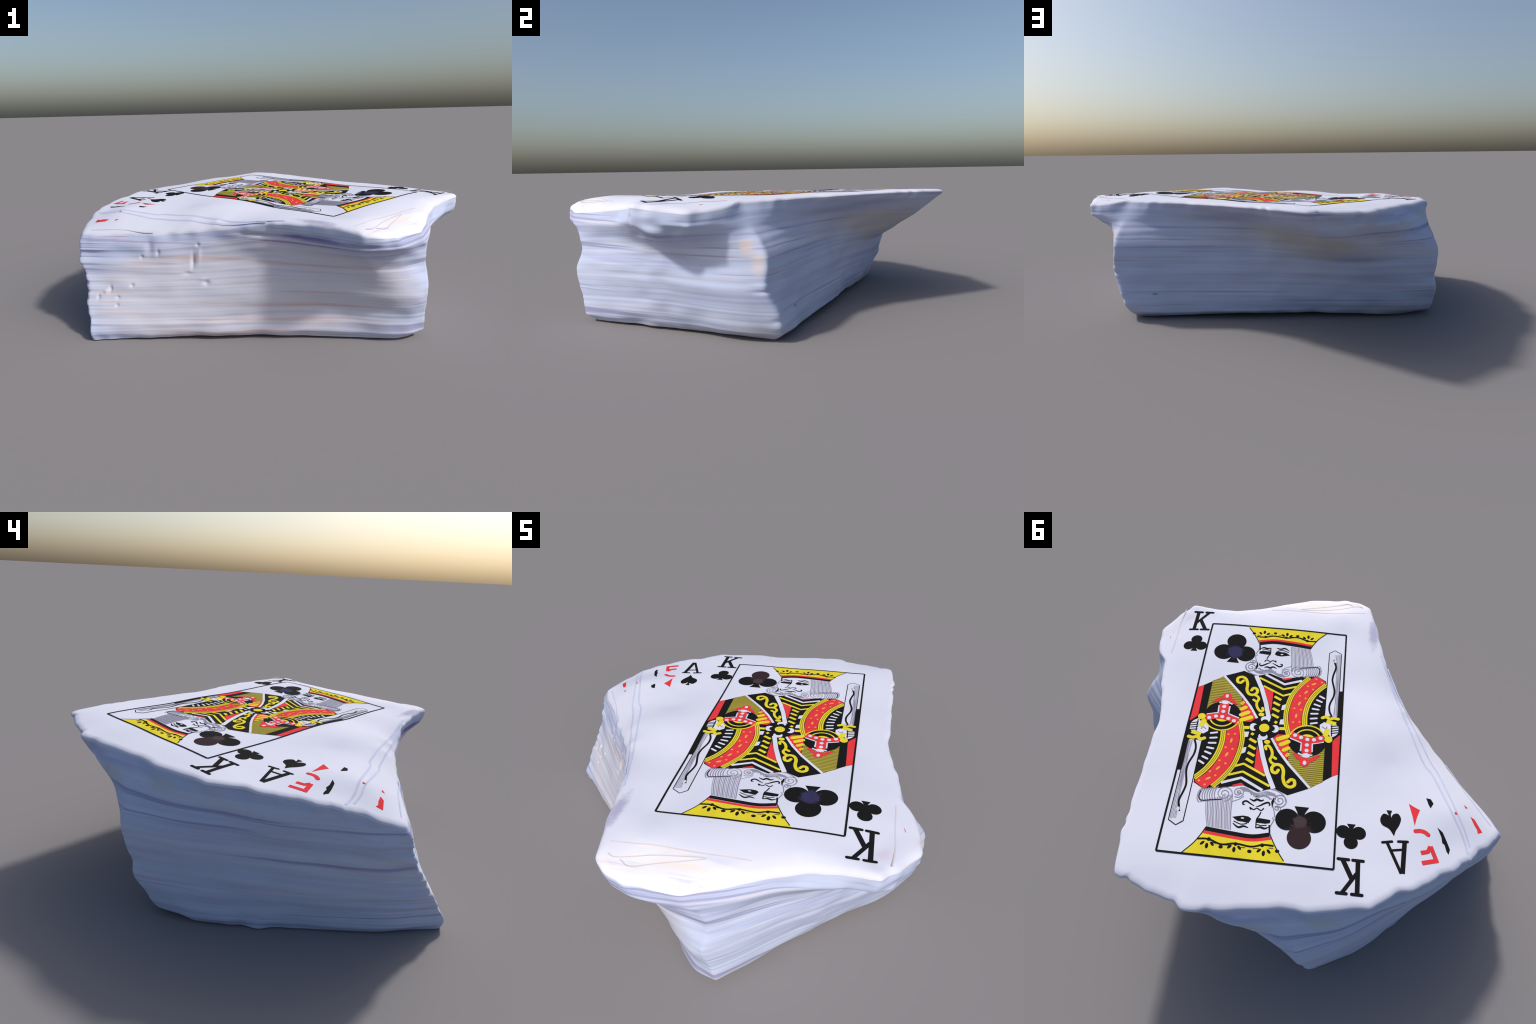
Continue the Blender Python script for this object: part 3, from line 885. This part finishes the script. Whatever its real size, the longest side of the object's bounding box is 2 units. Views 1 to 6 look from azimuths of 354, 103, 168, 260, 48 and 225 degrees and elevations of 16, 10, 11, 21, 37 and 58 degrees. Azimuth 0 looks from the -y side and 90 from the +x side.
    p.fill(panel, OLIVE, 1)
    lft, rgt = (np.array(panel[0]), np.array(panel[5])), (np.array(panel[1]), np.array(panel[2]), np.array(panel[4]))
    ys = np.linspace(panel[1][1] - 6, panel[4][1] + 6, 21)
    for y in ys:
        xl = np.interp(-y, [-panel[1][1], -panel[0][1], -panel[5][1]], [panel[1][0], panel[0][0], panel[5][0]])
        xr = np.interp(-y, [-panel[1][1], -panel[2][1], -panel[4][1]], [panel[1][0], panel[2][0], panel[4][0]])
        p.stroke([(xl + 2, y), (xr - 2, y)], 4.6, PALE_OLIVE, 2, cap=False)
    p.done("hatched_panel", king_parent)

    # sunburst
    p = Print(turn)
    p.fill([(-124, 168), (-79, 109), (-47, 53), (-66, 29), (-120, 27), (-123, 69)], RED, 2)
    for a, b, w in (((-124, 134), (-120, 140), 16), ((-122, 100), (-103, 113), 19), ((-119, 65), (-87, 84), 21), ((-113, 35), (-70, 56), 22)):
        p.stroke([a, b], w, YELLOW, 3)
    p.done("sunburst_ornament", king_parent)

    # round clasp and red cross piece
    p = Print(turn)
    C = (-205, 49)
    p.disc(C, 88, BLACK, 3)
    p.arc(C, 84, 195, 345, 7, YELLOW, 4)
    p.arc(C, 60, 200, 340, 7, YELLOW, 4)
    p.fill([(C[0] + 34 * math.cos(a), C[1] - 8 + 26 * math.sin(a)) for a in np.linspace(math.pi, 2 * math.pi, 12)], YELLOW, 4)
    bar = spline([(-280, 29), (-242, 43), (-204, 46), (-165, 37), (-128, 24)])
    p.stroke([(-281, 50), (-229, 66), (-231, 111)], 7, WHITE, 4.5, cap=False)
    p.stroke([(-179, 111), (-179, 65), (-125, 44)], 7, WHITE, 4.5, cap=False)
    p.stroke([(-207, 122), (-202, 43)], 45, RED, 5, cap=False)
    p.stroke(bar, 34, RED, 6, cap=False)
    for c in ((-265, 31), (-235, 43), (-205, 44), (-175, 36), (-147, 26)):
        p.disc(c, 9.5, WHITE, 7)
    for c in ((-206, 105), (-205, 75)):
        p.disc(c, 9.5, WHITE, 7)
    p.done("clasp", king_parent)
    p = Print(turn)
    p.disc((-205, 132), 18, WHITE, 6, .7)
    p.fill([(-270, 125), (-247, 153), (-221, 170), (-219, 151), (-241, 132)], RED, 7)
    p.fill([(-190, 168), (-164, 152), (-142, 122), (-162, 125), (-191, 146)], RED, 7)
    p.disc((-201, 167), 22, RED, 8, 1.1)
    p.disc((-202, 171), 8, WHITE, 9, 1.4)
    p.stroke([(-234, 128), (-218, 128)], 8, WHITE, 7.5)
    p.stroke([(-189, 132), (-168, 123)], 8, WHITE, 7.5)
    p.done("bird_ornament", king_parent)

    # sleeve: red sash with gold piping
    p = Print(turn)
    outer = spline([(186, 335), (148, 285), (112, 217), (95, 139), (93, 71), (105, 9), (123, -43)])
    left = spline([(208, 340), (163, 287), (127, 219), (109, 141), (107, 72), (116, 10), (128, -20)])
    right = spline([(269, 315), (218, 259), (184, 186), (169, 101), (172, 26)])
    inner = spline([(273, 301), (228, 245), (196, 176), (183, 100), (187, 25)])
    p.fill([tuple(a) for a in left] + [tuple(a) for a in right[::-1]] + [(223, 349)], RED, 1)
    for line, w in ((outer, 22), (inner, 24)):
        p.stroke(line, w, YELLOW, 2, cap=False)
    for line, off in ((outer, 4), (outer, -4), (inner, 4), (inner, -4)):
        d = np.gradient(line, axis=0)
        d /= np.linalg.norm(d, axis=1, keepdims=True)
        p.stroke(line + np.column_stack([-d[:, 1], d[:, 0]]) * off, 3, OLIVE, 3, cap=False)
    for c, t in (((211, 296), .6), ((177, 239), .9), ((150, 164), 1.2), ((141, 87), 1.5)):
        p.disc(c, 13, ORANGE, 3, .40, t)
    for c in ((220, 329), (249, 311), (182, 278), (209, 260), (148, 212), (177, 199), (129, 132), (161, 127), (130, 48), (160, 53)):
        p.disc(c, 5, ORANGE, 3)
    for a, b in (((246, 222), (267, 210)), ((233, 196), (256, 186)), ((223, 168), (249, 159)), ((216, 139), (244, 136)), ((211, 108), (241, 111)), ((211, 78), (239, 83)), ((214, 49), (241, 56))):
        p.stroke([a, b], 10, WHITE, 2)
    p.done("sleeve", king_parent)

    # sword
    p = Print(turn)
    blade = [(276, 511), (303, 533), (338, 512), (338, 268), (334, 100), (275, 98), (276, 284)]
    p.fill(blade, WHITE, 2)
    p.stroke(blade + blade[:1], 4, BLACK, 3, cap=False)
    p.stroke([(302, 469), (309, 441), (314, 415), (303, 363), (301, 328), (313, 271), (312, 230), (296, 176), (296, 136), (308, 102)], 9, BLACK, 4, True)
    p.disc((309, 459), 7, WHITE, 5, 1.5)
    for k, (u, w, q) in enumerate((((309, 503), (326, 308), (317, 105)), ((315, 503), (319, 307), (322, 106)), ((321, 504), (323, 307), (328, 106)), ((327, 505), (329, 308), (331, 107)), ((333, 505), (333, 308), (334, 107)))):
        p.stroke([u, w, q], 3, GREY, 3 + k * .1, True, cap=False)
    p.stroke([(266, 88), (283, 95), (301, 84), (320, 91), (339, 87)], 17, YELLOW, 6, True)
    p.done("sword", king_parent)

    # hand on the hilt
    p = Print(turn)
    p.fill([(276, 64), (293, 57), (310, 51), (331, 56), (343, 44), (344, 8), (334, -8), (314, -23), (297, -2), (283, -14), (274, -37), (259, 4), (256, 46)], WHITE, 3)
    p.stroke([(286, 69), (331, 58)], 20, YELLOW, 4, cap=False)
    p.stroke([(295, 26), (285, -18)], 24, YELLOW, 4, cap=False)
    p.stroke([(294, -25), (314, -23)], 14, YELLOW, 4.5, cap=False)
    for a, b in (((307, 41), (342, 48)), ((307, 27), (342, 35)), ((308, 13), (343, 22)), ((309, 0), (343, 9))):
        p.stroke([a, b], 5, BLACK, 5, cap=False)
    p.stroke([(267, 36), (285, 25), (290, 39)], 5, GREY, 5, True)
    p.stroke([(312, 51), (314, -15)], 5, BLACK, 5.4, cap=False)
    p.disc((301, -35), 18, YELLOW, 7)
    p.done("hand", king_parent)

    # red strip beside the hand
    p = Print(turn)
    p.fill([(-354, 211), (-326, 228), (-320, 44), (-329, 28), (-354, 2)], RED, 1)
    p.done("red_strip", king_parent)

# ---------------------------------------------------------------- indices of the cards fanned out underneath
ace = Print()
ace.stroke([(569, -511), (625, -639)], 13, BLACK, 1, cap=False)
ace.stroke([(641, -501), (630, -638)], 19, BLACK, 1.3, cap=False)
ace.stroke([(588, -544), (637, -535)], 10, BLACK, 1.6, cap=False)
ace.stroke([(550, -513), (589, -505)], 11, BLACK, 2)
ace.stroke([(615, -502), (653, -499)], 11, BLACK, 2.3)
ace.done("index_letter", top_cards[100])
spade = Print()
spade.fill([tuple(a) for a in spline([(598, -480), (578, -450), (549, -433), (541, -407), (554, -381), (574, -385), (584, -402), (595, -380), (616, -374), (628, -397), (620, -428), (605, -456), (598, -480)])[:-1]], BLACK, 1)
spade.fill([(567, -362), (591, -362), (585, -381), (589, -404), (574, -406), (576, -382)], BLACK, 2)
spade.done("spade_symbol", top_cards[100])
five = Print()
five.fill([(663, -321), (684, -335), (708, -348), (695, -382), (684, -423), (677, -383)], RED, 1)
five.stroke([(687, -447), (707, -444), (725, -448), (739, -458)], 18, RED, 1, True)
five.stroke([(706, -541), (735, -532), (747, -508)], 18, RED, 1, cap=False)
five.stroke([(747, -507), (769, -570)], 18, RED, 1.5, cap=False)
five.stroke([(709, -584), (776, -564)], 18, RED, 2, cap=False)
five.done("index_number", top_cards[101])
other = Print()
other.fill([(737, -287), (756, -290), (767, -311), (753, -335), (746, -319)], BLACK, 1)
other.fill([(778, -420), (800, -439), (816, -477), (827, -509), (820, -532), (812, -519), (806, -493), (796, -484), (794, -461)], BLACK, 1)
other.done("index_number", top_cards[102])
red = Print()
red.fill([(856, -336), (866, -336), (870, -346), (858, -348)], RED, 1)
red.fill([(907, -282), (925, -292), (915, -300)], RED, 1)
red.fill([(932, -335), (951, -343), (971, -379), (981, -397), (958, -409), (957, -391), (945, -371)], RED, 1)
red.done("index_number", top_cards[103])

# thin outlines where lower cards peep out from under the upper ones
line = Print()
line.stroke([(541, 528), (721, -52), (774, -155), (843, -339), (878, -419), (897, -482), (902, -515)], 9, BLUE_LINE, 0, True, cap=False)
line.stroke([(576, 450), (760, -44), (806, -144), (871, -346), (898, -414), (914, -481)], 8, BLUE_LINE, .3, True, cap=False)
line.stroke([(853, -53), (885, -105), (928, -192), (987, -285), (1029, -349)], 5, BLUE_LINE, .5, True, cap=False)
line.done("card_edge_line", top_cards[103])
line = Print()
line.stroke([(454, 833), (363, 826), (273, 817), (104, 819), (-58, 816)], 4.5, TAN_LINE, 0, True, cap=False)
line.stroke([(441, 884), (411, 894), (355, 878), (284, 857), (180, 842), (100, 835)], 4.5, TAN_LINE, .3, True, cap=False)
line.stroke([(389, 898), (352, 917), (279, 892), (193, 866), (98, 839)], 4.5, TAN_LINE, .5, True, cap=False)
line.stroke([(-537, 430), (-535, 559), (-536, 656), (-525, 757)], 4.5, TAN_LINE, .7, True, cap=False)
line.done("card_edge_line", top_cards[104])
line = Print()
line.stroke([(-568, 544), (-575, 561)], 7, RED, 1, taper=True)
line.done("index_number", top_cards[104])
